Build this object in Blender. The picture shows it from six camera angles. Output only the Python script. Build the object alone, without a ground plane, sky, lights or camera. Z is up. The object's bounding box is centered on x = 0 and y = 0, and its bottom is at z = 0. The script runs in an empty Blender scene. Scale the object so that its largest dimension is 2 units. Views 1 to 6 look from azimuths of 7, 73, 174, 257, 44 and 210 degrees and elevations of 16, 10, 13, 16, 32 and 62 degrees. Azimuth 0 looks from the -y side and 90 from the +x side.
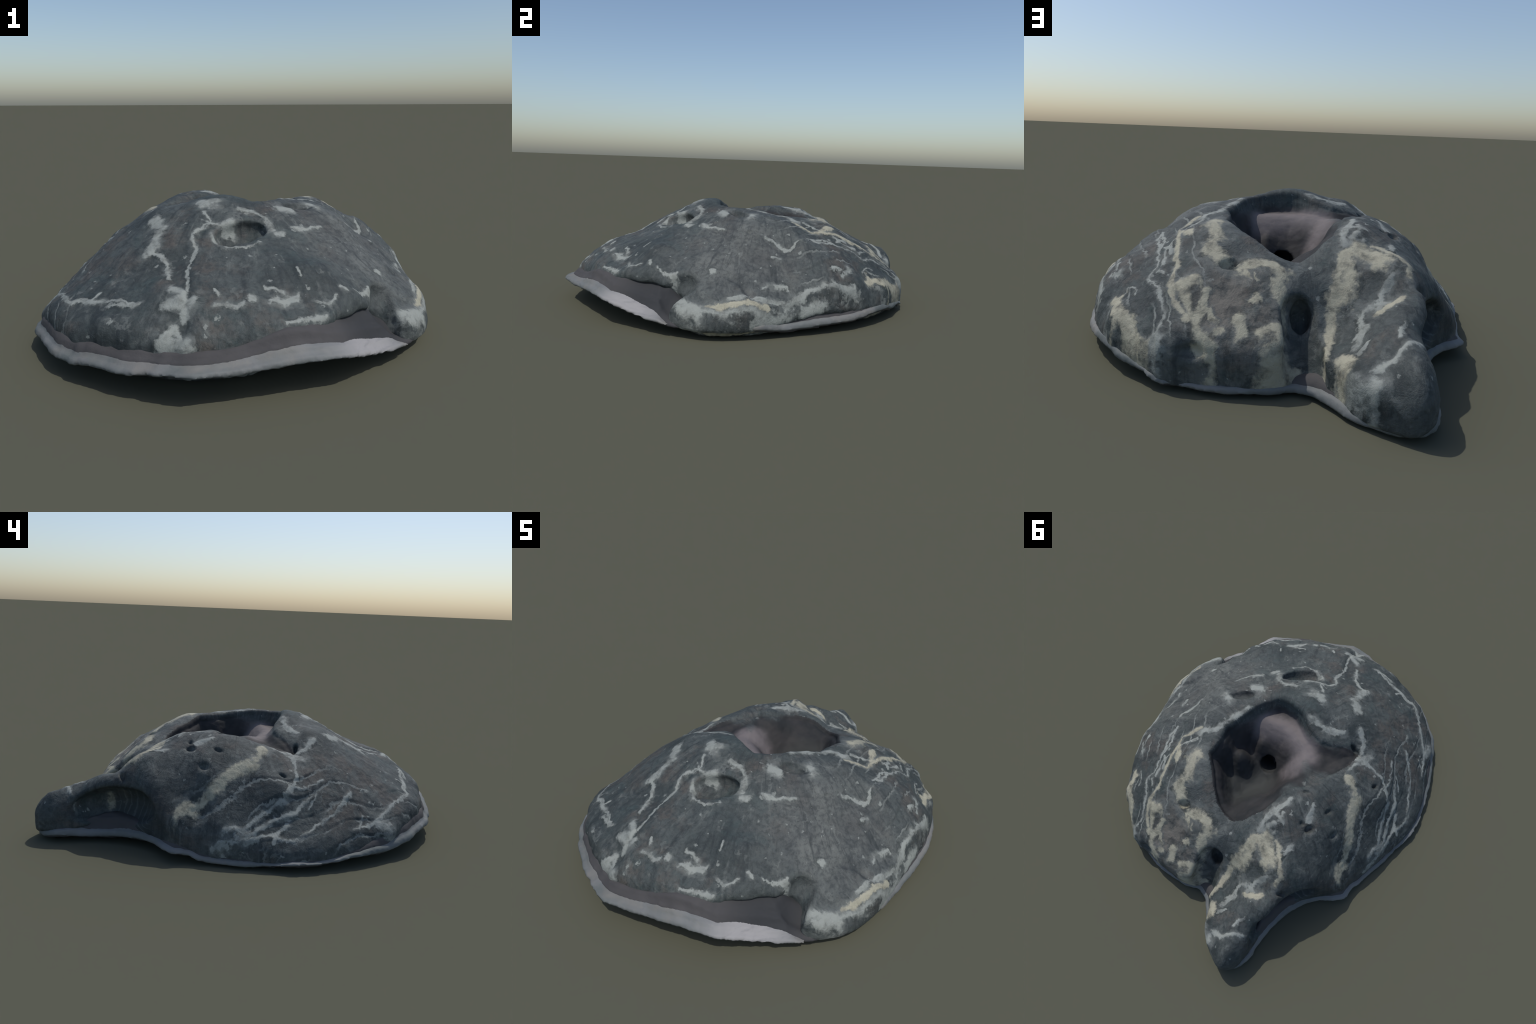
"""Sea-worn slab of dark veined stone: a low dome with a lobe at the back, a large
hollow through its top, pits and a notch in its flanks, and a paler rim below.

The stone is modelled as an implicit solid (smooth dome, smooth cuts) that is
meshed on a regular grid, refined, and given relief along its mineral veins."""
import bpy, bmesh, math, random
import numpy as np
from mathutils import Vector, noise

random.seed(7)
np.random.seed(7)

# ------------------------------------------------------------------ profiles
# Outline, counter-clockwise from the front: x, y and height of the pale rim's
# edge | how far the dark crust sits back from it, height of the crust's lower
# edge, height of the crust's shoulder above it.
RIM = np.array([
    (-0.017, -0.997, 0.11, 0.075, 0.142, 0.2), (0.124, -0.95, 0.105, 0.065, 0.148, 0.2), (0.282, -0.9, 0.115, 0.075, 0.19, 0.225),
    (0.46, -0.82, 0.115, 0.1, 0.205, 0.23), (0.52, -0.765, 0.095, 0.11, 0.21, 0.24), (0.6, -0.665, 0.065, 0.09, 0.19, 0.23),
    (0.67, -0.587, 0.055, 0.042, 0.095, 0.145), (0.735, -0.505, 0.055, 0.012, 0.065, 0.115), (0.792, -0.37, 0.06, 0.004, 0.06, 0.117),
    (0.803, -0.2, 0.045, 0.004, 0.06, 0.137), (0.79, -0.06, 0.03, 0.01, 0.08, 0.13), (0.778, 0.11, 0.04, 0.018, 0.105, 0.145),
    (0.75, 0.28, 0.045, 0.018, 0.1, 0.125), (0.692, 0.41, 0.06, 0.014, 0.09, 0.14), (0.645, 0.49, 0.06, 0.01, 0.085, 0.165),
    (0.58, 0.56, 0.045, 0.01, 0.065, 0.15), (0.5, 0.64, 0.04, 0.01, 0.055, 0.145), (0.445, 0.68, 0.02, 0.006, 0.04, 0.165),
    (0.358, 0.7, 0.015, 0.006, 0.03, 0.165), (0.24, 0.73, 0.012, 0.008, 0.03, 0.165), (0.134, 0.742, 0.012, 0.01, 0.03, 0.16),
    (0.019, 0.734, 0.012, 0.02, 0.03, 0.165), (-0.056, 0.804, 0.01, 0.02, 0.045, 0.145), (-0.1, 0.878, 0.008, 0.008, 0.04, 0.16),
    (-0.16, 0.93, 0.006, -0.005, 0.035, 0.165), (-0.216, 0.966, 0.008, -0.012, 0.035, 0.15), (-0.267, 0.985, 0.015, -0.014, 0.045, 0.165),
    (-0.322, 0.955, 0.02, -0.002, 0.06, 0.155), (-0.355, 0.9, 0.03, 0.02, 0.06, 0.175), (-0.367, 0.77, 0.025, 0.012, 0.1, 0.215),
    (-0.42, 0.62, 0.035, 0.03, 0.09, 0.305), (-0.487, 0.52, 0.04, 0.015, 0.08, 0.285), (-0.615, 0.43, 0.04, 0.03, 0.065, 0.16),
    (-0.64, 0.36, 0.035, 0.025, 0.05, 0.125), (-0.667, 0.286, 0.012, 0.022, 0.03, 0.105), (-0.728, 0.127, 0.008, 0.02, 0.03, 0.095),
    (-0.762, 0.03, 0.02, 0.02, 0.03, 0.095), (-0.793, -0.063, 0.03, 0.02, 0.04, 0.08), (-0.797, -0.188, 0.03, 0.02, 0.04, 0.094),
    (-0.779, -0.322, 0.04, 0.02, 0.055, 0.088), (-0.757, -0.42, 0.04, 0.02, 0.07, 0.094), (-0.729, -0.517, 0.04, 0.022, 0.085, 0.117),
    (-0.707, -0.586, 0.055, 0.03, 0.1, 0.139), (-0.62, -0.71, 0.07, 0.04, 0.12, 0.182), (-0.54, -0.79, 0.068, 0.04, 0.115, 0.181),
    (-0.445, -0.862, 0.065, 0.045, 0.115, 0.183), (-0.371, -0.89, 0.08, 0.05, 0.125, 0.208), (-0.23, -0.95, 0.085, 0.06, 0.128, 0.2),
    (-0.1, -0.98, 0.105, 0.07, 0.137, 0.2),
])
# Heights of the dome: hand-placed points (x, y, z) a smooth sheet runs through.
DOME = np.array([
    (0.059, -0.5, 0.4), (-0.054, -0.423, 0.445), (-0.265, -0.39, 0.433), (-0.082, -0.796, 0.285), (-0.062, -0.868, 0.21), (0.319, -0.295, 0.416),
    (0.532, -0.002, 0.328), (0.639, -0.276, 0.243), (0.239, 0.46, 0.345), (0, 0.5, 0.33), (-0.523, -0.07, 0.334), (-0.465, 0.266, 0.372),
    (-0.398, 0.194, 0.425), (-0.357, 0.313, 0.42), (-0.319, 0.311, 0.439), (-0.268, 0.171, 0.472), (-0.524, -0.139, 0.335), (-0.162, 0.899, 0.152),
    (-0.097, 0.767, 0.152), (-0.282, 0.627, 0.292), (0.061, 0.491, 0.343), (0.345, 0.517, 0.316), (0.202, 0.656, 0.211), (-0.257, 0.419, 0.408),
    (0.676, 0.309, 0.208), (0.632, 0.391, 0.186), (0.107, -0.793, 0.268), (0.252, -0.727, 0.258), (0.397, -0.686, 0.245), (0.517, -0.539, 0.232),
    (0.546, -0.486, 0.245), (0.493, -0.581, 0.256), (0.482, -0.653, 0.222), (0.156, -0.762, 0.286), (-0.282, -0.777, 0.245), (0.154, -0.581, 0.353),
    (0.4, -0.235, 0.398), (0.214, -0.397, 0.408), (-0.018, -0.331, 0.495), (0.587, -0.068, 0.307), (0.695, -0.098, 0.203), (0.585, -0.34, 0.26),
    (0.45, -0.144, 0.411), (-0.58, -0.045, 0.31), (0.496, 0.126, 0.378), (0.355, 0.154, 0.433), (-0.408, -0.014, 0.422), (-0.368, 0.609, 0.315),
    (-0.425, 0.501, 0.335), (-0.4, 0.56, 0.322), (-0.5, 0.42, 0.262), (-0.36, 0.71, 0.285), (-0.349, 0.827, 0.18), (-0.076, 0.611, 0.175),
    (-0.09, 0.546, 0.279), (-0.122, 0.587, 0.245), (-0.06, 0.574, 0.24), (-0.36, -0.155, 0.41), (-0.205, -0.143, 0.475), (-0.117, -0.159, 0.505),
    (0.027, -0.214, 0.52), (0.09, -0.212, 0.504), (0.133, -0.167, 0.5), (0.165, -0.121, 0.5), (0.214, 0, 0.48), (0.248, 0.05, 0.465),
    (0.24, 0.1, 0.465), (0.248, 0.2, 0.455), (0.202, 0.261, 0.428), (0.148, 0.334, 0.408), (0.096, 0.389, 0.376), (0.041, 0.42, 0.352),
    (-0.007, 0.431, 0.345), (-0.06, 0.41, 0.385), (-0.13, 0.335, 0.425), (-0.172, 0.243, 0.45), (-0.2, 0.19, 0.472), (-0.251, 0.15, 0.462),
    (-0.293, 0.1, 0.465), (-0.333, 0.02, 0.445), (-0.38, -0.06, 0.42), (0.268, -0.19, 0.47), (-0.275, 0.93, 0.207), (-0.093, -0.22, 0.525),
    (-0.297, -0.255, 0.476), (-0.23, 0.348, 0.457), (-0.138, -0.619, 0.337), (-0.221, 0.764, 0.24), (0.328, 0.262, 0.445), (-0.629, -0.129, 0.221),
    (0.557, -0.137, 0.307), (-0.186, -0.249, 0.497), (0.216, 0.56, 0.286), (0.129, 0.531, 0.327), (-0.544, -0.351, 0.297), (0.448, 0.216, 0.384),
    (-0.182, -0.486, 0.411), (0.045, -0.635, 0.338), (-0.66, 0.15, 0.142), (-0.66, -0.02, 0.165), (-0.6, -0.55, 0.195), (-0.6, 0.25, 0.187),
    (-0.7, -0.3, 0.155), (0.55, 0.35, 0.275), (0.37, -0.575, 0.338), (0.415, 0.051, 0.437), (0.53, 0.096, 0.382), (0.652, 0.125, 0.27),
    (0.72, 0.182, 0.2), (0, -0.84, 0.252), (-0.16, 0.523, 0.34), (-0.174, 0.412, 0.414), (-0.322, 0.566, 0.375), (-0.28, 0.69, 0.29),
    (-0.345, 0.68, 0.3), (0.35, -0.45, 0.342), (-0.565, 0.165, 0.25), (-0.555, 0.29, 0.205), (-0.26, 0.84, 0.232), (0.672, -0.495, 0.142),
])
# Mouth of the big hollow and the narrower well inside it (plan).
MOUTH = np.array([(-.375, -.155), (-.28, -.118), (-.205, -.100), (-.130, -.122), (-.04, -.185), (.027, -.204), (.08, -.202), (.123, -.157),
    (.155, -.111), (.204, 0), (.238, .05), (.23, .1), (.238, .2), (.192, .251), (.138, .324), (.086, .379), (.041, .402),
    (-.007, .412), (-.056, .395), (-.12, .325), (-.162, .233), (-.19, .18), (-.241, .141), (-.283, .09), (-.323, .01), (-.36, -.07)])
WELL = np.array([(.2, .2), (.2, .08), (.14, .0), (.0, .0), (-.07, .03), (-.1, .1), (-.08, .2), (0, .3), (.05, .33), (.12, .3)])
# Notch through the front edge (plan).
NOTCH = np.array([(.558, -.525), (.60, -.515), (.632, -.530), (.650, -.565), (.70, -.63), (.60, -.80), (.49, -.75), (.487, -.665), (.525, -.585)])
# Courses of the veins over the stone, in plan.
PALE_VEINS = [  # half-width, then the plan course
    (0.02, [(-0.293, -0.36), (-0.242, -0.429), (-0.243, -0.49), (-0.25, -0.538)]),
    (0.008, [(-0.25, -0.538), (-0.2, -0.571), (-0.165, -0.616), (-0.141, -0.691)]),
    (0.018, [(-0.056, -0.289), (-0.101, -0.308)]),
    (0.007, [(-0.087, -0.356), (-0.05, -0.416), (-0.094, -0.45), (-0.103, -0.481), (-0.086, -0.543), (-0.09, -0.636), (-0.072, -0.757)]),
    (0.01, [(-0.071, -0.416), (-0.021, -0.418), (0.037, -0.386)]),
    (0.012, [(0.044, -0.318), (0.099, -0.313), (0.148, -0.328), (0.174, -0.383)]),
    (0.01, [(-0.037, -0.467), (-0.018, -0.481), (0.03, -0.527)]),
    (0.004, [(0.03, -0.527), (0.1, -0.516), (0.151, -0.473)]),
    (0.013, [(-0.115, -0.745), (-0.078, -0.777), (-0.062, -0.801), (-0.047, -0.841)]),
    (0.018, [(-0.123, -0.801), (-0.073, -0.799), (-0.037, -0.804)]),
    (0.012, [(-0.127, -0.905), (-0.08, -0.867), (-0.034, -0.917)]),
    (0.022, [(-0.112, -0.907), (-0.027, -0.92)]),
    (0.007, [(-0.336, -0.765), (-0.277, -0.78), (-0.223, -0.784)]),
    (0.006, [(-0.532, -0.645), (-0.487, -0.705), (-0.462, -0.689), (-0.416, -0.72), (-0.396, -0.689)]),
    (0.008, [(0.036, -0.8), (0.08, -0.79), (0.106, -0.8), (0.128, -0.785)]),
    (0.009, [(0.153, -0.762), (0.162, -0.761)]),
    (0.01, [(0.192, -0.689), (0.225, -0.691), (0.25, -0.693)]),
    (0.01, [(0.215, -0.746), (0.256, -0.728), (0.294, -0.701)]),
    (0.006, [(0.358, -0.691), (0.398, -0.693), (0.423, -0.662), (0.427, -0.641)]),
    (0.005, [(0.503, -0.542), (0.524, -0.532), (0.543, -0.495), (0.542, -0.485)]),
    (0.006, [(0.439, -0.603), (0.461, -0.608)]),
    (0.007, [(0.263, -0.333), (0.313, -0.306), (0.368, -0.246)]),
    (0.012, [(0.193, -0.407), (0.224, -0.383)]),
    (0.006, [(0.284, -0.585), (0.293, -0.619)]),
    (0.006, [(0.275, -0.803), (0.336, -0.768), (0.391, -0.739)]),
    (0.006, [(0.023, -0.745), (0.04, -0.764)]),
    (0.018, [(0.2, -0.216), (0.241, -0.221)]),
    (0.018, [(0.301, -0.101), (0.35, -0.112)]),
    (0.006, [(0.471, -0.072), (0.522, -0.015), (0.539, 0.021), (0.531, 0.064)]),
    (0.009, [(0.579, -0.08), (0.595, -0.037)]),
    (0.007, [(0.703, -0.144), (0.692, -0.091), (0.707, -0.037)]),
    (0.006, [(0.345, 0.157), (0.395, 0.207), (0.421, 0.27), (0.469, 0.316), (0.461, 0.395)]),
    (0.005, [(0.496, 0.127), (0.476, 0.213), (0.497, 0.277)]),
    (0.005, [(0.491, -0.578), (0.512, -0.543), (0.54, -0.487)]),
    (0.01, [(0.584, -0.344), (0.588, -0.336)]),
    (0.01, [(0.758, -0.067), (0.732, 0.057), (0.722, 0.156), (0.701, 0.291)]),
    (0.006, [(0.499, 0.123), (0.5, 0.284), (0.489, 0.368), (0.515, 0.416), (0.472, 0.496), (0.442, 0.596), (0.448, 0.638), (0.472, 0.638)]),
    (0.02, [(0.468, 0.645), (0.454, 0.667)]),
    (0.007, [(-0.155, 0.884), (-0.208, 0.89), (-0.251, 0.859), (-0.311, 0.832)]),
    (0.014, [(-0.14, 0.905), (-0.152, 0.926)]),
    (0.01, [(-0.08, 0.804), (-0.102, 0.861), (-0.125, 0.9)]),
    (0.009, [(-0.167, 0.679), (-0.186, 0.638), (-0.223, 0.629), (-0.259, 0.653)]),
    (0.007, [(-0.386, -0.049), (-0.404, -0.11), (-0.449, -0.144), (-0.531, -0.136), (-0.579, -0.093), (-0.614, -0.051), (-0.639, 0.046), (-0.659, 0.124), (-0.645, 0.204)]),
    (0.006, [(-0.6, -0.186), (-0.618, -0.147), (-0.651, -0.095), (-0.653, -0.01), (-0.674, 0.069), (-0.67, 0.158)]),
    (0.006, [(-0.575, -0.372), (-0.623, -0.315), (-0.665, -0.248), (-0.703, -0.168), (-0.729, -0.077), (-0.701, 0.016), (-0.68, 0.16), (-0.651, 0.253)]),
    (0.006, [(-0.223, -0.786), (-0.425, -0.717), (-0.499, -0.69), (-0.573, -0.593), (-0.625, -0.523), (-0.673, -0.448), (-0.709, -0.343)]),
    (0.016, [(-0.422, -0.143), (-0.45, -0.181)]),
    (0.016, [(-0.055, -0.317), (-0.111, -0.291)]),
    (0.012, [(-0.115, -0.174), (-0.209, -0.17), (-0.279, -0.2)]),
    (0.012, [(-0.342, -0.096), (-0.404, -0.128), (-0.389, -0.216), (-0.346, -0.268)]),
    (0.016, [(-0.18, 0.314), (-0.229, 0.341)]),
    (0.018, [(-0.679, -0.474), (-0.685, -0.529)]),
    (0.014, [(0.346, 0.123), (0.279, 0.083), (0.232, -0.011), (0.187, -0.087)]),
    (0.014, [(-0.159, 0.421), (-0.17, 0.344), (-0.22, 0.266)]),
    (.022, [(.672, -.505), (.71, -.475), (.745, -.43)]), (.010, [(.655, -.50), (.69, -.475)]),
    (.011, [(.745, -.44), (.775, -.33), (.79, -.2), (.785, -.08), (.772, .02), (.762, .14)]), (.007, [(.735, -.30), (.752, -.14), (.745, .02)]),
]
CREAM_VEINS = [  # half-width, then the plan course
    (0.012, [(-0.338, 0.595), (-0.34, 0.552), (-0.257, 0.427)]),
    (0.018, [(-0.146, 0.459), (-0.215, 0.449)]),
    (0.012, [(0.41, 0.217), (0.369, 0.301)]),
    (0.01, [(0.308, 0.565), (0.322, 0.637)]),
    (0.009, [(0.368, 0.104), (0.421, 0.17), (0.42, 0.335), (0.408, 0.42), (0.428, 0.499), (0.409, 0.574), (0.356, 0.639)]),
    (0.028, [(0.29, 0.233), (0.287, 0.324), (0.301, 0.39), (0.264, 0.436)]),
    (0.016, [(0.396, 0.521), (0.366, 0.589), (0.339, 0.644), (0.325, 0.68), (0.284, 0.709)]),
    (0.028, [(0.182, 0.494), (0.144, 0.485), (0.093, 0.486), (0.073, 0.517)]),
    (0.02, [(0.084, 0.553), (0.08, 0.597)]),
    (0.032, [(0.114, 0.728), (0.086, 0.716), (0.057, 0.686)]),
    (0.016, [(0.137, 0.689), (0.09, 0.671)]),
    (0.018, [(0.206, 0.644), (0.194, 0.689)]),
    (0.022, [(0.365, 0.53), (0.341, 0.525)]),
    (0.011, [(0.274, 0.675), (0.257, 0.68)]),
    (0.014, [(0.629, 0.395), (0.582, 0.503), (0.555, 0.558), (0.539, 0.587), (0.484, 0.642)]),
    (0.014, [(-0.139, 0.474), (-0.113, 0.526), (-0.102, 0.565), (-0.094, 0.597), (-0.073, 0.66), (-0.055, 0.734)]),
    (0.034, [(-0.203, 0.439), (-0.239, 0.485), (-0.259, 0.512)]),
    (0.032, [(-0.146, 0.509), (-0.152, 0.552), (-0.127, 0.558)]),
    (0.02, [(-0.098, 0.773), (-0.113, 0.809), (-0.091, 0.83)]),
    (0.012, [(-0.225, 0.67), (-0.261, 0.666), (-0.294, 0.66)]),
    (0.019, [(-0.412, -0.006), (-0.473, 0.051), (-0.495, 0.141), (-0.529, 0.213), (-0.544, 0.273), (-0.561, 0.316)]),
    (0.018, [(-0.566, 0.391), (-0.55, 0.34)]),
    (0.012, [(0.603, 0.406), (0.621, 0.434), (0.606, 0.509)]),
    (.008, [(.74, -.40), (.765, -.28), (.772, -.14)]),
]

# ------------------------------------------------------------------ small tools
def smoothstep(a, b, x):
    t = np.clip((x - a) / (b - a), 0, 1)
    return t * t * (3 - 2 * t)


def smax(a, b, k):
    h = np.clip(k - np.abs(a - b), 0, None) / k
    return np.maximum(a, b) + h * h * k * .25


def cut(f, hole, k):
    """Take a hole out of solid f, with a lip rounded by k."""
    return smax(f, -hole, k)


def closed_spline(c, n=6):
    p0, p1, p2, p3 = np.roll(c, 1, 0), c, np.roll(c, -1, 0), np.roll(c, -2, 0)
    out = [.5 * (2 * p1 + (p2 - p0) * t + (2 * p0 - 5 * p1 + 4 * p2 - p3) * t * t + (3 * p1 - p0 - 3 * p2 + p3) * t ** 3)
           for t in np.arange(n) / n]
    return np.stack(out, 1).reshape(-1, c.shape[1])


def plan_distance(x, y, poly):
    """Signed distance in plan to a closed outline, negative inside."""
    d = np.full(x.shape, 9.0)
    inside = np.zeros(x.shape, bool)
    for a, b in zip(poly, np.roll(poly, -1, 0)):
        ex, ey = b - a
        wx, wy = x - a[0], y - a[1]
        t = np.clip((wx * ex + wy * ey) / (ex * ex + ey * ey), 0, 1)
        d = np.minimum(d, np.hypot(wx - t * ex, wy - t * ey))
        inside ^= ((a[1] > y) != (b[1] > y)) & (x < ex * wy / (ey + 1e-12) + a[0])
    return np.where(inside, -d, d)


def line_distance(x, y, pts):
    d = np.full(x.shape, 9.0)
    for a, b in zip(pts[:-1], pts[1:]):
        ex, ey = b[0] - a[0], b[1] - a[1]
        t = np.clip(((x - a[0]) * ex + (y - a[1]) * ey) / (ex * ex + ey * ey), 0, 1)
        d = np.minimum(d, np.hypot(x - a[0] - t * ex, y - a[1] - t * ey))
    return d


def ellipsoid(x, y, z, c, r, yaw=0, pitch=0):
    dx, dy, dz = x - c[0], y - c[1], z - c[2]
    ca, sa = math.cos(yaw), math.sin(yaw)
    u, v = dx * ca + dy * sa, dy * ca - dx * sa
    cp, sp = math.cos(pitch), math.sin(pitch)
    u, w = u * cp + dz * sp, dz * cp - u * sp
    k = np.sqrt((u / r[0]) ** 2 + (v / r[1]) ** 2 + (w / r[2]) ** 2)
    return (k - 1) * min(r)


def capsule(x, y, z, a, b, r):
    a, b = np.array(a), np.array(b)
    e = b - a
    t = np.clip(((x - a[0]) * e[0] + (y - a[1]) * e[1] + (z - a[2]) * e[2]) / (e @ e), 0, 1)
    return np.sqrt((x - a[0] - t * e[0]) ** 2 + (y - a[1] - t * e[1]) ** 2 + (z - a[2] - t * e[2]) ** 2) - r


class Sheet:
    """Smooth thin-plate sheet through scattered heights."""

    def __init__(self, pts, ease=2e-4):
        self.p, z, n = pts[:, :2], pts[:, 2], len(pts)
        d = np.hypot(self.p[:, None, 0] - self.p[None, :, 0], self.p[:, None, 1] - self.p[None, :, 1])
        k = np.where(d > 0, d * d * np.log(d + 1e-12), 0) + ease * np.eye(n)
        q = np.c_[np.ones(n), self.p]
        self.w = np.linalg.solve(np.block([[k, q], [q.T, np.zeros((3, 3))]]), np.r_[z, 0, 0, 0])

    def __call__(self, x, y):
        out = self.w[-3] + self.w[-2] * x + self.w[-1] * y
        for (px, py), w in zip(self.p, self.w):
            d2 = (x - px) ** 2 + (y - py) ** 2
            out = out + w * .5 * d2 * np.log(d2 + 1e-12)
        return out


# ------------------------------------------------------------------ outlines
ring = closed_spline(RIM)
tang = np.roll(ring[:, :2], -1, 0) - np.roll(ring[:, :2], 1, 0)
tang /= np.linalg.norm(tang, axis=1)[:, None]
inward = np.c_[-tang[:, 1], tang[:, 0]]
CRUST_LINE = ring[:, :2] + inward * ring[:, 3:4]
ang = np.arctan2(ring[:, 1], ring[:, 0])
order = np.argsort(ang)
# the rim's edge is broken into shallow chips
chip = np.array([noise.noise((math.cos(a) * 9, math.sin(a) * 9, 3.1)) + .6 * noise.noise((math.cos(a) * 23, math.sin(a) * 23, 8.7)) for a in ang])
RIM_LINE = ring[:, :2] - inward * (np.round(chip * 3) / 3 * .009)[:, None]
dome = Sheet(np.vstack([DOME, np.c_[CRUST_LINE, ring[:, 5]][::6]]))


def around(x, y, col):
    return np.interp(np.arctan2(y, x), ang[order], ring[order, col], period=2 * math.pi)


class Plan:
    """Everything about a spot that depends on x and y alone."""

    def __init__(self, x, y):
        self.x, self.y = x, y
        h = dome(x, y)
        # the smooth dike down the front lies in a shallow trough, creased on one side
        for line, w, depth in TROUGHS:
            h = h - depth * np.exp(-(line_distance(x, y, line) / w) ** 2)
        self.h = h
        e = .012
        gx, gy = (dome(x + e, y) - dome(x - e, y)) / (2 * e), (dome(x, y + e) - dome(x, y - e)) / (2 * e)
        self.g = np.sqrt(1 + np.minimum(gx * gx + gy * gy, 4))
        self.crust = plan_distance(x, y, CRUST_LINE)
        self.rim = plan_distance(x, y, RIM_LINE)
        self.edge_z = around(x, y, 2)
        self.crust_z = around(x, y, 4)
        self.inset = np.maximum(around(x, y, 3), .012)
        self.mouth = plan_distance(x, y, MOUTH)
        self.notch = plan_distance(x, y, NOTCH)
        well = plan_distance(x, y, WELL)
        ledge = np.minimum(.425, h - .06)
        self.floor = .245 + (ledge - .245) * smoothstep(-.05, .12, well) ** .8 - .03 * smoothstep(-.03, -.10, well)
        self.floor = self.floor + .8 * (h - .02 - self.floor) * smoothstep(.0, 1, 1 + self.mouth / (.015 + .065 * smoothstep(-.22, .12, y + .25 * np.maximum(0, -x - .1)))) ** 1.3
        for cx, cy, r, hgt in LOBES:
            self.floor = self.floor + hgt * np.exp(-((x - cx) ** 2 + (y - cy) ** 2) / (r * r))
        self.arch = np.exp(-(((x - .52) / .24) ** 2 + ((y + .62) / .24) ** 2) ** 2)


LOBES = [(.135, .10, .055, .125), (.08, .0, .03, .035), (.12, .23, .05, .02), (-.06, .24, .06, .04), (-.13, .17, .05, .03), (-.32, -.10, .07, .03), (.0, .30, .06, .05), (-.20, .05, .09, .03)]
TROUGHS = [
    (((-.17, -.33), (-.14, -.50), (-.11, -.66), (-.085, -.80), (-.065, -.90)), .035, .005),
    (((-.075, -.44), (-.09, -.56), (-.085, -.68), (-.06, -.76), (-.045, -.86)), .012, .008),
    (((.635, -.275), (.675, -.235), (.735, -.205)), .016, .016),
    (((.665, -.44), (.73, -.38), (.77, -.33)), .016, .012),
    (((.37, -.03), (.42, .02)), .03, .008),
]
PITS = [  # centre, half-axes, yaw, pitch, lip
    ((.066, -.435, .418), (.115, .060, .058), .70, 0, .012),
    ((.268, -.150, .478), (.062, .027, .035), .52, 0, .012),
    ((.239, .460, .350), (.032, .022, .04), .2, 0, .01),
    ((.351, .705, .135), (.042, .035, .028), 0, 0, .015),
    ((-.523, -.070, .334), (.018, .010, .02), 1.0, 0, .006),
    ((-.465, .266, .375), (.024, .012, .025), 1.1, 0, .008),
    ((-.398, .194, .428), (.022, .010, .02), 1.0, 0, .006),
    ((-.357, .313, .422), (.024, .015, .028), .9, 0, .008),
    ((-.319, .311, .442), (.012, .010, .018), 0, 0, .006),
    ((-.268, .171, .474), (.018, .009, .018), .4, 0, .006),
    ((-.375, .605, .305), (.026, .010, .025), .5, 0, .008),
    ((-.018, -.331, .497), (.014, .009, .014), .4, 0, .005),
    ((.45, -.144, .411), (.014, .012, .012), 0, 0, .008),
    ((-.37, -.165, .41), (.045, .012, .03), 2.7, 0, .008),
]


def hollow(p, z):
    f = np.maximum(p.mouth, (p.floor - z) * .7)
    well = capsule(p.x, p.y, z, (.015, .03, .25), (.05, -.16, .20), .048)
    return np.minimum(f, well)


def crust_solid(p, z):
    f = smax((z - p.h) / p.g, p.crust, .05 - .025 * p.arch + .015 * smoothstep(.80, .92, p.y))
    under = p.crust_z - .022 - 1.6 * np.maximum(0, -p.crust - .03 - .06 * p.arch)
    f = smax(f, (np.maximum(under, .01) - z) * .75, .018)
    f = cut(f, hollow(p, z), .03)
    for c, r, yaw, pitch, lip in PITS:
        f = cut(f, ellipsoid(p.x, p.y, z, c, r, yaw, pitch), lip)
    # notch and the cave behind it
    f = cut(f, np.maximum(p.notch, .03 - z), .045)
    f = cut(f, capsule(p.x, p.y, z, (.604, -.468, .212), (.585, -.60, .085), .052), .026)
    f = cut(f, ellipsoid(p.x, p.y, z, (.52, -.60, .12), (.16, .095, .06), .75), .02)
    # cleft at the back, with a deeper hole at its head
    f = cut(f, capsule(p.x, p.y, z, (.010, .615, .235), (.012, .78, .03), .066), .010)
    f = cut(f, ellipsoid(p.x, p.y, z, (.005, .558, .190), (.036, .045, .062)), .010)
    # scoop in the corner between lobe and body
    f = cut(f, ellipsoid(p.x, p.y, z, (-.422, .665, .168), (.20, .128, .098), 1.22, -.13), .014)
    return f


def shelf(p, d):
    """Height of the rim's upper face, d metres in from its edge."""
    slope = np.clip((p.crust_z - .008 - p.edge_z) / p.inset, .2, 1.2) * (1 - .45 * p.arch)
    d = d + .005 * np.sin(d * 210)      # worn into small terraces
    return np.minimum(p.edge_z + .012 + slope * np.minimum(d, .14 - .04 * p.arch), p.crust_z + .004 - .03 * p.arch)


def rim_solid(p, z):
    d = np.maximum(-p.rim, 0)
    f = smax(z - shelf(p, d), p.rim, .012)
    return smax(f, np.maximum(p.edge_z - .3 * np.maximum(0, d - .02), .0) - z, .01)


def seam_solid(p, z):
    """Dark parting band between rim and crust, standing a little proud of the rim."""
    back = .38 * p.inset + .010
    d = np.maximum(-p.rim, 0)
    top = shelf(p, d) + .003 + .014 * smoothstep(.0, .03, d - back) + p.arch * .055 * smoothstep(.04, .13, d - back)
    f = smax(z - np.minimum(top, p.h - .05 + 5 * np.maximum(0, p.crust + .03)), p.rim + back, .008)
    return np.maximum(f, np.maximum(p.edge_z - .01, .004) - z)


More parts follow.
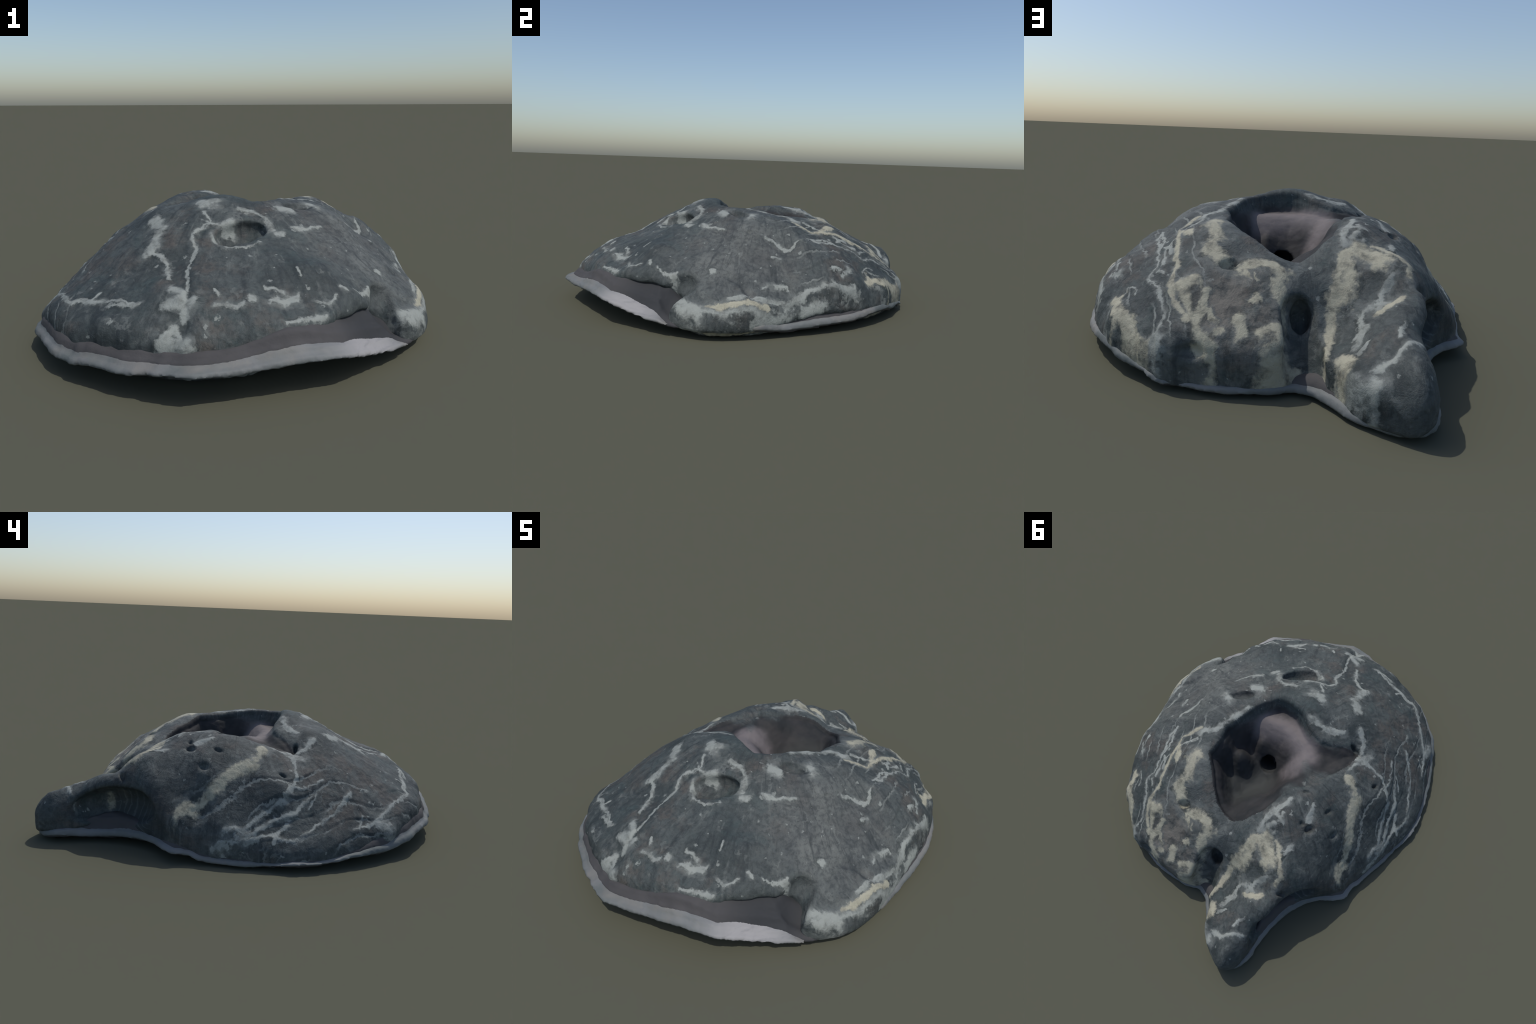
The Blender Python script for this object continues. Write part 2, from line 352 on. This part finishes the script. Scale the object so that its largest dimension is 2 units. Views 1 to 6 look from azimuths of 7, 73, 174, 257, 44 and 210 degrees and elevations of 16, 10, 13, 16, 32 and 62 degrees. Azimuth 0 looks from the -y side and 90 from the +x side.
# ------------------------------------------------------------------ meshing
def mesh_solid(solid, lo, hi, h):
    """Surface nets: one vertex per crossed cell, one quad per crossed edge."""
    ax = [np.arange(lo[i], hi[i] + h, h) for i in range(3)]
    gx, gy = np.meshgrid(ax[0], ax[1], indexing='ij')
    p = Plan(gx[:, :, None], gy[:, :, None])
    for k, a in vars(p).items():
        setattr(p, k, a.astype(np.float32))
    f = solid(p, ax[2][None, None, :].astype(np.float32)).astype(np.float32)
    s = f < 0
    corners = [(i, j, k) for i in (0, 1) for j in (0, 1) for k in (0, 1)]
    n = [m - 1 for m in f.shape]
    view = lambda a, c: a[c[0]:c[0] + n[0], c[1]:c[1] + n[1], c[2]:c[2] + n[2]]
    count = sum(view(s, c).astype(np.int8) for c in corners)
    cell = np.argwhere((count > 0) & (count < 8))
    index = np.full(n, -1, np.int64)
    index[tuple(cell.T)] = np.arange(len(cell))
    acc, num = np.zeros((len(cell), 3)), np.zeros(len(cell))
    for a in corners:
        for axis in range(3):
            if a[axis]:
                continue
            b = list(a)
            b[axis] = 1
            fa, fb = f[tuple((cell + a).T)], f[tuple((cell + b).T)]
            x = (fa < 0) != (fb < 0)
            t = fa / np.where(x, fa - fb, 1)
            q = np.tile(np.array(a, float), (len(cell), 1))
            q[:, axis] = t
            acc[x] += q[x]
            num += x
    v = np.array(lo) + (cell + acc / num[:, None]) * h
    quads = []
    for axis in range(3):
        sl0, sl1 = [slice(None)] * 3, [slice(None)] * 3
        sl0[axis], sl1[axis] = slice(0, -1), slice(1, None)
        e = np.argwhere(s[tuple(sl0)] != s[tuple(sl1)])
        u, w = (axis + 1) % 3, (axis + 2) % 3
        e = e[(e[:, u] > 0) & (e[:, w] > 0)]
        flip = s[tuple(e.T)]
        idx = []
        for du, dw in ((1, 1), (0, 1), (0, 0), (1, 0)):
            c = e.copy()
            c[:, u] -= du
            c[:, w] -= dw
            idx.append(index[tuple(c.T)])
        q = np.stack(idx, 1)
        q[~flip] = q[~flip][:, ::-1]
        quads.append(q)
    return v, np.vstack(quads)


def settle(solid, v, rounds=2):
    """Pull vertices onto the exact surface."""
    e = .0015
    for _ in range(rounds):
        ev = lambda d: solid(Plan(v[:, 0] + d[0], v[:, 1] + d[1]), v[:, 2] + d[2])
        f = ev((0, 0, 0))
        g = np.stack([(ev(np.eye(3)[i] * e) - f) / e for i in range(3)], 1)
        v = v - g * np.clip(f / np.maximum((g * g).sum(1), .2), -.006, .006)[:, None] * .9
    return v


# ------------------------------------------------------------------ lesser marks
def scatter_marks(count, box, heading, length, width, seed):
    """Short bent flecks strewn over a patch of the stone, all lying roughly one way."""
    rng, out = random.Random(seed), []
    while len(out) < count:
        x, y = rng.uniform(box[0], box[1]), rng.uniform(box[2], box[3])
        a, s = heading + rng.gauss(0, .45), length * rng.uniform(.5, 1.4)
        bend = rng.uniform(-.5, .5)
        line = [(x, y), (x + s * math.cos(a), y + s * math.sin(a)),
                (x + s * (math.cos(a) + math.cos(a + bend)), y + s * (math.sin(a) + math.sin(a + bend)))]
        out.append((width * rng.uniform(.6, 1.4), line))
    return out


PALE_VEINS += scatter_marks(9, (-.38, -.20, .20, .62), 1.2, .035, .008, 3)      # shoulder behind the hollow
PALE_VEINS += scatter_marks(4, (-.33, -.12, .62, .80), 1.1, .030, .007, 6)      # lobe
PALE_VEINS += scatter_marks(7, (.42, .68, .05, .42), 1.8, .040, .005, 8)        # right flank
PALE_VEINS += scatter_marks(7, (-.70, -.45, -.55, .05), 1.9, .035, .005, 11)    # left flank
CREAM_VEINS += scatter_marks(7, (.08, .34, .42, .66), 1.3, .022, .010, 13)      # earthy shoulder


# ------------------------------------------------------------------ relief
def vein_pull(v):
    """1 on the veins, falling to 0 at their edges (plan distance only)."""
    out = np.zeros(len(v))
    for w, line in PALE_VEINS + CREAM_VEINS:
        out = np.maximum(out, smoothstep(1.6, .6, line_distance(v[:, 0], v[:, 1], line) / w))
    return out


def roughen(v, normal, amount, seed):
    n = np.array([noise.fractal((p[0] * 7 + seed, p[1] * 7, p[2] * 7), .75, 2.1, 5) for p in v])
    fine = np.array([noise.noise((p[0] * 38, p[1] * 38 + seed, p[2] * 38)) for p in v])
    return v + normal * (amount * (n + .35 * fine))[:, None]


def vertex_normals(v, quads):
    a, b = v[quads[:, 2]] - v[quads[:, 0]], v[quads[:, 3]] - v[quads[:, 1]]
    fn = np.cross(a, b)
    out = np.zeros_like(v)
    for i in range(4):
        for k in range(3):
            out[:, k] += np.bincount(quads[:, i], fn[:, k], len(v))
    return out / np.maximum(np.linalg.norm(out, axis=1), 1e-12)[:, None]


def add_part(name, v, quads, normals, mat, parent, kind=None):
    used, inv = np.unique(quads, return_inverse=True)
    me = bpy.data.meshes.new(name)
    me.from_pydata(v[used].tolist(), [], inv.reshape(-1, 4).tolist())
    me.update()
    me.shade_smooth()
    me.normals_split_custom_set_from_vertices([Vector(n) for n in normals[used]])
    me.materials.append(mat)
    ob = bpy.data.objects.new(name, me)
    bpy.context.collection.objects.link(ob)
    ob.parent = parent
    return ob


# ------------------------------------------------------------------ node helpers
LEDGE_RUN, LEDGE_STEP = (1.0, .16), .066
SWAYS = ((9, 3, 1.0, .022), (-6, 17, .4, .014), (23, 11, 2.0, .009))


def ledge_sway(n, x, y):
    """The waver of the growth ledges: the same sum of sines in nodes and in numbers."""
    if n is None:
        return sum(a * np.sin(i * x + j * y + k) for i, j, k, a in SWAYS)
    total = None
    for i, j, k, a in SWAYS:
        s = n.math('MULTIPLY', n.math('SINE', n.math('ADD', n.math('MULTIPLY', x, i), n.math('MULTIPLY_ADD', y, j, k))), a)
        total = s if total is None else n.math('ADD', total, s)
    return total


def ledges(v):
    """Growth ledges on the flanks: a slow swell, then a small drop."""
    x, y = v[:, 0], v[:, 1]
    sides = np.maximum(smoothstep(-.44, -.54, x) * smoothstep(.45, .25, y), smoothstep(.24, .36, x) * smoothstep(-.10, .15, y))
    u = (x * LEDGE_RUN[0] + y * LEDGE_RUN[1] + ledge_sway(None, x, y)) / LEDGE_STEP
    u = np.where(x < 0, -u, u)
    saw = u - np.floor(u)
    gate = np.array([.5 + .9 * noise.noise((p[0] * 5, p[1] * 5, 4.2)) for p in v]).clip(0, 1)
    ribs = np.sin(np.arctan2(x + .05, .05 - y) * 46 + 4 * np.sin(7 * np.hypot(x, y) + 3 * x)) * smoothstep(-.25, -.5, y)
    return (saw * smoothstep(1, .86, saw) - .4) * sides * gate * .0055 + ribs * .0014


class Nodes:
    def __init__(self, mat):
        self.t = mat.node_tree
        self.bsdf = self.t.nodes['Principled BSDF']
        self.pos = self.t.nodes.new('ShaderNodeTexCoord').outputs['Object']

    def put(self, sock, val):
        if isinstance(val, bpy.types.NodeSocket):
            self.t.links.new(val, sock)
        elif val is not None:
            sock.default_value = val

    def math(self, op, a, b=None, c=None):
        n = self.t.nodes.new('ShaderNodeMath')
        n.operation = op
        for s, x in zip(n.inputs, (a, b, c)):
            self.put(s, x)
        return n.outputs[0]

    def vec(self, op, a, b=None, scale=None):
        n = self.t.nodes.new('ShaderNodeVectorMath')
        n.operation = op
        self.put(n.inputs[0], a)
        self.put(n.inputs[1], b)
        if scale is not None:
            self.put(n.inputs['Scale'], scale)
        return n.outputs['Value' if op in ('DOT_PRODUCT', 'DISTANCE', 'LENGTH') else 'Vector']

    def noise(self, scale, detail=4, rough=.55, at=None, stretch=None, shift=0, out='Fac', distort=0):
        n = self.t.nodes.new('ShaderNodeTexNoise')
        m = self.t.nodes.new('ShaderNodeMapping')
        self.put(m.inputs['Vector'], at or self.pos)
        m.inputs['Location'].default_value = (shift, shift * .7, -shift)
        if stretch:
            m.inputs['Scale'].default_value = stretch
        self.put(n.inputs['Vector'], m.outputs[0])
        n.inputs['Scale'].default_value, n.inputs['Detail'].default_value = scale, detail
        n.inputs['Roughness'].default_value, n.inputs['Distortion'].default_value = rough, distort
        return n.outputs[out]

    def ramp(self, x, lo, hi, to_lo=0, to_hi=1):
        n = self.t.nodes.new('ShaderNodeMapRange')
        n.interpolation_type = 'SMOOTHSTEP'
        for s, v in zip(n.inputs, (x, lo, hi, to_lo, to_hi)):
            self.put(s, v)
        return n.outputs[0]

    def mix(self, f, a, b, mode='MIX'):
        n = self.t.nodes.new('ShaderNodeMix')
        n.data_type, n.blend_type = 'RGBA', mode
        self.put(n.inputs[0], f)
        for s, v in ((n.inputs[6], a), (n.inputs[7], b)):
            self.put(s, (*v, 1) if isinstance(v, tuple) else v)
        return n.outputs[2]

    def near(self, centre, r0, r1, at=None):
        return self.ramp(self.vec('DISTANCE', at or self.pos, centre), r0, r1, 1, 0)

    def bump(self, height, strength, dist=.01):
        n = self.t.nodes.new('ShaderNodeBump')
        n.inputs['Strength'].default_value, n.inputs['Distance'].default_value = strength, dist
        self.put(n.inputs['Height'], height)
        self.put(self.bsdf.inputs['Normal'], n.outputs[0])

    def courses(self, at, veins):
        """Distance in plan to the nearest vein, as a multiple of its half-width."""
        best = None
        for w, line in veins:
            d = None
            for a, b in zip(line[:-1], line[1:]):
                e = (b[0] - a[0], b[1] - a[1], 0)
                q = e[0] ** 2 + e[1] ** 2
                p = self.vec('SUBTRACT', at, (a[0], a[1], 0))
                t = self.math('MINIMUM', self.math('MAXIMUM', self.vec('DOT_PRODUCT', p, (e[0] / q, e[1] / q, 0)), 0), 1)
                s = self.vec('DISTANCE', p, self.vec('SCALE', e, scale=t))
                d = s if d is None else self.math('MINIMUM', d, s)
            d = self.math('MULTIPLY', d, .86 / w)
            best = d if best is None else self.math('MINIMUM', best, d)
        return best


def new_material(name, rough):
    m = bpy.data.materials.new(name)
    m.use_nodes = True
    n = Nodes(m)
    n.bsdf.inputs['Roughness'].default_value = rough
    n.bsdf.inputs['Specular IOR Level'].default_value = .3
    return m, n


def stone_colour(n, veins=True):
    """Dark slate, mottled, with growth lines, pale and cream veins and fine specks."""
    half = (.5, .5, .5)
    warp = n.vec('SUBTRACT', n.noise(7, 5, .62, out='Color'), half)
    tremble = n.vec('SUBTRACT', n.noise(30, 4, .65, shift=4, out='Color'), half)
    at = n.vec('ADD', n.pos, n.vec('SCALE', warp, scale=.06))
    fine_at = n.vec('ADD', at, n.vec('SCALE', tremble, scale=.030))
    flat = n.vec('MULTIPLY', fine_at, (1, 1, 0))
    xyz = n.t.nodes.new('ShaderNodeSeparateXYZ')
    n.put(xyz.inputs[0], n.pos)
    px, py = xyz.outputs[0], xyz.outputs[1]
    # body: slate, flowing in dark and light swathes
    body = n.noise(3.4, 8, .68, at=at, distort=.5)
    c = n.mix(n.ramp(body, .36, .60), DARK, MID)
    marble = n.noise(6.5, 7, .7, at=at, shift=3, distort=1.4)
    c = n.mix(n.ramp(marble, .52, .74, 0, .85), c, LIGHT)
    c = n.mix(n.ramp(n.noise(4.4, 6, .68, at=at, shift=9), .49, .66, 0, .8), c, BROWN)
    c = n.mix(n.ramp(n.noise(5.2, 6, .68, at=at, shift=21, distort=.8), .52, .68, 0, .75), c, TEAL)
    # smooth grey skin on the sunny flank
    skin = n.math('MULTIPLY', n.near((.54, -.20, .3), .10, .48, at), .8)
    c = n.mix(skin, c, n.mix(n.ramp(n.noise(6, 6, .66, at=at, shift=5, distort=.8), .38, .64), SKIN_A, SKIN_B))
    # streaks running down the slope away from the crown
    polar = n.t.nodes.new('ShaderNodeCombineXYZ')
    ang = n.math('ARCTAN2', n.math('ADD', px, .05), n.math('MULTIPLY_ADD', py, -1, .05))
    n.put(polar.inputs[0], n.math('MULTIPLY', ang, 8))
    n.put(polar.inputs[1], n.math('MULTIPLY', n.vec('LENGTH', n.vec('MULTIPLY', at, (1, 1, 0))), 2.4))
    streak = n.noise(2.6, 6, .68, at=polar.outputs[0], shift=27, distort=.4)
    c = n.mix(n.ramp(streak, .34, .49, .62, 0), c, (.026, .033, .036))
    c = n.mix(n.ramp(streak, .56, .70, 0, .45), c, LIGHT)
    # fine grain and pitting
    grain = n.noise(52, 5, .72, at=at, shift=2)
    c = n.mix(n.ramp(grain, .36, .56, .5, 0), c, (.026, .031, .034))
    c = n.mix(n.ramp(grain, .60, .76, 0, .45), c, LIGHT)
    # earthy mottling on the back shoulder
    earth = n.math('MULTIPLY', n.near((.20, .60, .20), .06, .26, at), n.ramp(n.noise(15, 6, .7, shift=19), .40, .58))
    c = n.mix(n.math('MULTIPLY', earth, .8), c, (.190, .176, .150))
    # growth ledges: thin broken pale lines, dark just above them
    sides = n.math('MAXIMUM', n.math('MULTIPLY', n.ramp(px, -.44, -.54), n.ramp(py, .45, .25)), n.math('MULTIPLY', n.ramp(px, .24, .36), n.ramp(py, -.10, .15)))
    u = n.math('DIVIDE', n.math('ADD', n.vec('DOT_PRODUCT', fine_at, (*LEDGE_RUN, 0)), ledge_sway(n, px, py)), LEDGE_STEP)
    u = n.math('MULTIPLY', u, n.math('SIGN', px))
    saw = n.math('FRACT', u)
    gate = n.math('MULTIPLY', sides, n.ramp(n.noise(5, 3, .6, shift=33), .40, .56))
    c = n.mix(n.math('MULTIPLY', gate, n.ramp(saw, .78, .95, 0, .40)), c, (.030, .038, .043))
    line = n.math('MAXIMUM', n.ramp(saw, .94, .985), n.ramp(saw, .11, .03))
    c = n.mix(n.math('MULTIPLY', n.math('MULTIPLY', gate, line), .62), c, PALE)
    # faint wandering lines elsewhere
    iso = n.math('ABSOLUTE', n.math('SUBTRACT', n.noise(6, 4, .55, at=fine_at, shift=31), .5))
    thin = n.math('MULTIPLY', n.ramp(iso, .020, .005), n.ramp(n.noise(7, 3, .6, shift=41), .53, .63))
    c = n.mix(n.math('MULTIPLY', thin, .5), c, LIGHT)
    # specks
    vor = n.t.nodes.new('ShaderNodeTexVoronoi')
    vor.inputs['Scale'].default_value = 34
    n.put(vor.inputs['Vector'], n.vec('ADD', fine_at, n.vec('SCALE', n.vec('SUBTRACT', n.noise(90, 2, .6, shift=6, out='Color'), half), scale=.02)))
    sel = n.t.nodes.new('ShaderNodeSeparateColor')
    n.put(sel.inputs[0], vor.outputs['Color'])
    size = n.math('MULTIPLY_ADD', n.math('POWER', sel.outputs[0], 7), .40, -.03)
    c = n.mix(n.ramp(n.math('SUBTRACT', size, vor.outputs['Distance']), -.04, .12, 0, .65), c, PALE)
    height = n.math('MULTIPLY_ADD', grain, .6, n.math('MULTIPLY', marble, .8))
    # the scoop beside the lobe is bare, with fine rings worn into it
    scoop = n.near((-.43, .62, .15), .11, .155)
    ring_d = n.math('ADD', n.vec('DISTANCE', at, (-.47, .50, .17)), n.math('MULTIPLY', n.noise(9, 2, .5), .03))
    rings = n.ramp(n.math('ABSOLUTE', n.math('SUBTRACT', n.math('FRACT', n.math('MULTIPLY', ring_d, 42)), .5)), .30, .48)
    c = n.mix(n.math('MULTIPLY', scoop, .75), c, n.mix(rings, (.040, .050, .052), (.085, .100, .102)))
    if veins:
        bare = n.math('SUBTRACT', 1, scoop)
        ragged = n.math('ADD', n.math('MULTIPLY_ADD', n.noise(11, 3, .6, shift=15), 2.6, -1.25),
                        n.math('MULTIPLY_ADD', n.noise(42, 4, .7, shift=13), 1.6, -.8))
        for course, tone in ((PALE_VEINS, PALE), (CREAM_VEINS, CREAM)):
            d = n.math('ADD', n.courses(flat, course), ragged)
            c = n.mix(n.math('MULTIPLY', bare, n.ramp(d, 2.6, 1.0, 0, .55)), c, n.mix(n.ramp(marble, .42, .54), (.030, .037, .036), LIGHT))  # dark half of the halo paints edge shadows of the pale flakes
            blotch = n.noise(16, 5, .68, at=at, shift=7)
            shade = n.mix(n.ramp(blotch, .30, .56), tuple(.50 * x for x in tone), tone)
            c = n.mix(n.math('MULTIPLY', n.math('MULTIPLY', bare, n.ramp(d, 1.3, .45)), n.ramp(blotch, .26, .44, .45, .95)), c, shade)
    return c, height


DARK, MID, LIGHT, BROWN = (.040, .050, .050), (.074, .086, .084), (.158, .171, .161), (.095, .084, .073)
TEAL = (.048, .068, .068)
SKIN_A, SKIN_B = (.080, .087, .086), (.152, .160, .150)
PALE, CREAM = (.29, .31, .285), (.385, .37, .285)

stone, n = new_material('veined_stone', .70)
c, h = stone_colour(n)
n.put(n.bsdf.inputs['Base Color'], c)
n.bump(h, .55, .012)

lining, n = new_material('hollow_lining', .75)
c, h = stone_colour(n, False)
z = n.t.nodes.new('ShaderNodeSeparateXYZ')
n.put(z.inputs[0], n.vec('ADD', n.pos, n.vec('SCALE', n.vec('SUBTRACT', n.noise(7, 4, .6, out='Color'), (.5, .5, .5)), scale=.09)))
flat = n.vec('MULTIPLY', n.vec('ADD', n.pos, n.vec('SCALE', n.vec('SUBTRACT', n.noise(9, 4, .6, shift=2, out='Color'), (.5, .5, .5)), scale=.08)), (1, 1, 0))
crest = n.ramp(n.courses(flat, [(.05, [(.12, -.10), (-.01, -.115), (-.12, -.075), (-.17, -.02), (-.13, .04)])]), 1.7, .3)
mud = n.mix(n.ramp(n.noise(8, 4, .6, shift=4), .35, .65), (.021, .023, .024), (.040, .038, .038))
mud = n.mix(n.math('MULTIPLY', crest, .85), mud, (.19, .168, .167))
mud = n.mix(n.near((.05, .18, .24), .06, .2), mud, (.046, .050, .049))
c = n.mix(n.ramp(z.outputs['Z'], .455, .425), c, mud)
n.put(n.bsdf.inputs['Base Color'], c)
n.bump(h, .25, .01)

pale, n = new_material('pale_rim', .65)
c = n.mix(n.ramp(n.noise(4.5, 5, .6), .35, .65), (.118, .134, .130), (.178, .186, .185))
c = n.mix(n.ramp(n.noise(3, 4, .6, shift=6), .52, .68, 0, .7), c, (.20, .19, .172))
c = n.mix(n.near((.55, -.72, .09), .05, .25), c, (.30, .293, .292))
c = n.mix(n.ramp(n.noise(20, 4, .6, stretch=(.5, .5, 4)), .5, .7, 0, .4), c, (.15, .155, .165))
n.put(n.bsdf.inputs['Base Color'], c)
n.bump(n.noise(24, 5, .6), .3, .01)

dark, n = new_material('parting_seam', .8)
c = n.mix(n.noise(9, 4, .6), (.048, .047, .048), (.092, .088, .089))
c = n.mix(n.near((.55, -.58, .15), .06, .28), c, (.036, .038, .041))  # cave shade baked into the seam colour around the notch
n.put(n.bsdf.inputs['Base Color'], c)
n.bump(n.noise(30, 4, .6), .25, .01)

# ------------------------------------------------------------------ build
thing = bpy.data.objects.new('weathered_stone', None)
bpy.context.collection.objects.link(thing)
thing['label'] = 'dark veined stone with a deep hollow, pits and a pale rim'
thing['category'] = 'stone'

LOW, HIGH = (-.87, -1.05, -.03), (.87, 1.06, .58)
v, q = mesh_solid(crust_solid, LOW, HIGH, .0070)
nv = vertex_normals(v, q)
v = roughen(v, nv, .0042, 3.7)
v += nv * (vein_pull(v) * .0026 + ledges(v))[:, None]
nv = vertex_normals(v, q)
mid = v[q].mean(1)
p = Plan(mid[:, 0], mid[:, 1])
in_hollow = (hollow(p, mid[:, 2]) < .012) & (mid[:, 2] > .1)
in_lobe = (mid[:, 1] - .62 > 1.1 * np.abs(mid[:, 0] + .23) - .08) & ~in_hollow & (mid[:, 0] < -.03)
add_part('dome', v, q[~in_hollow & ~in_lobe], nv, stone, thing)
add_part('lobe', v, q[in_lobe], nv, stone, thing)
add_part('hollow', v, q[in_hollow], nv, lining, thing)

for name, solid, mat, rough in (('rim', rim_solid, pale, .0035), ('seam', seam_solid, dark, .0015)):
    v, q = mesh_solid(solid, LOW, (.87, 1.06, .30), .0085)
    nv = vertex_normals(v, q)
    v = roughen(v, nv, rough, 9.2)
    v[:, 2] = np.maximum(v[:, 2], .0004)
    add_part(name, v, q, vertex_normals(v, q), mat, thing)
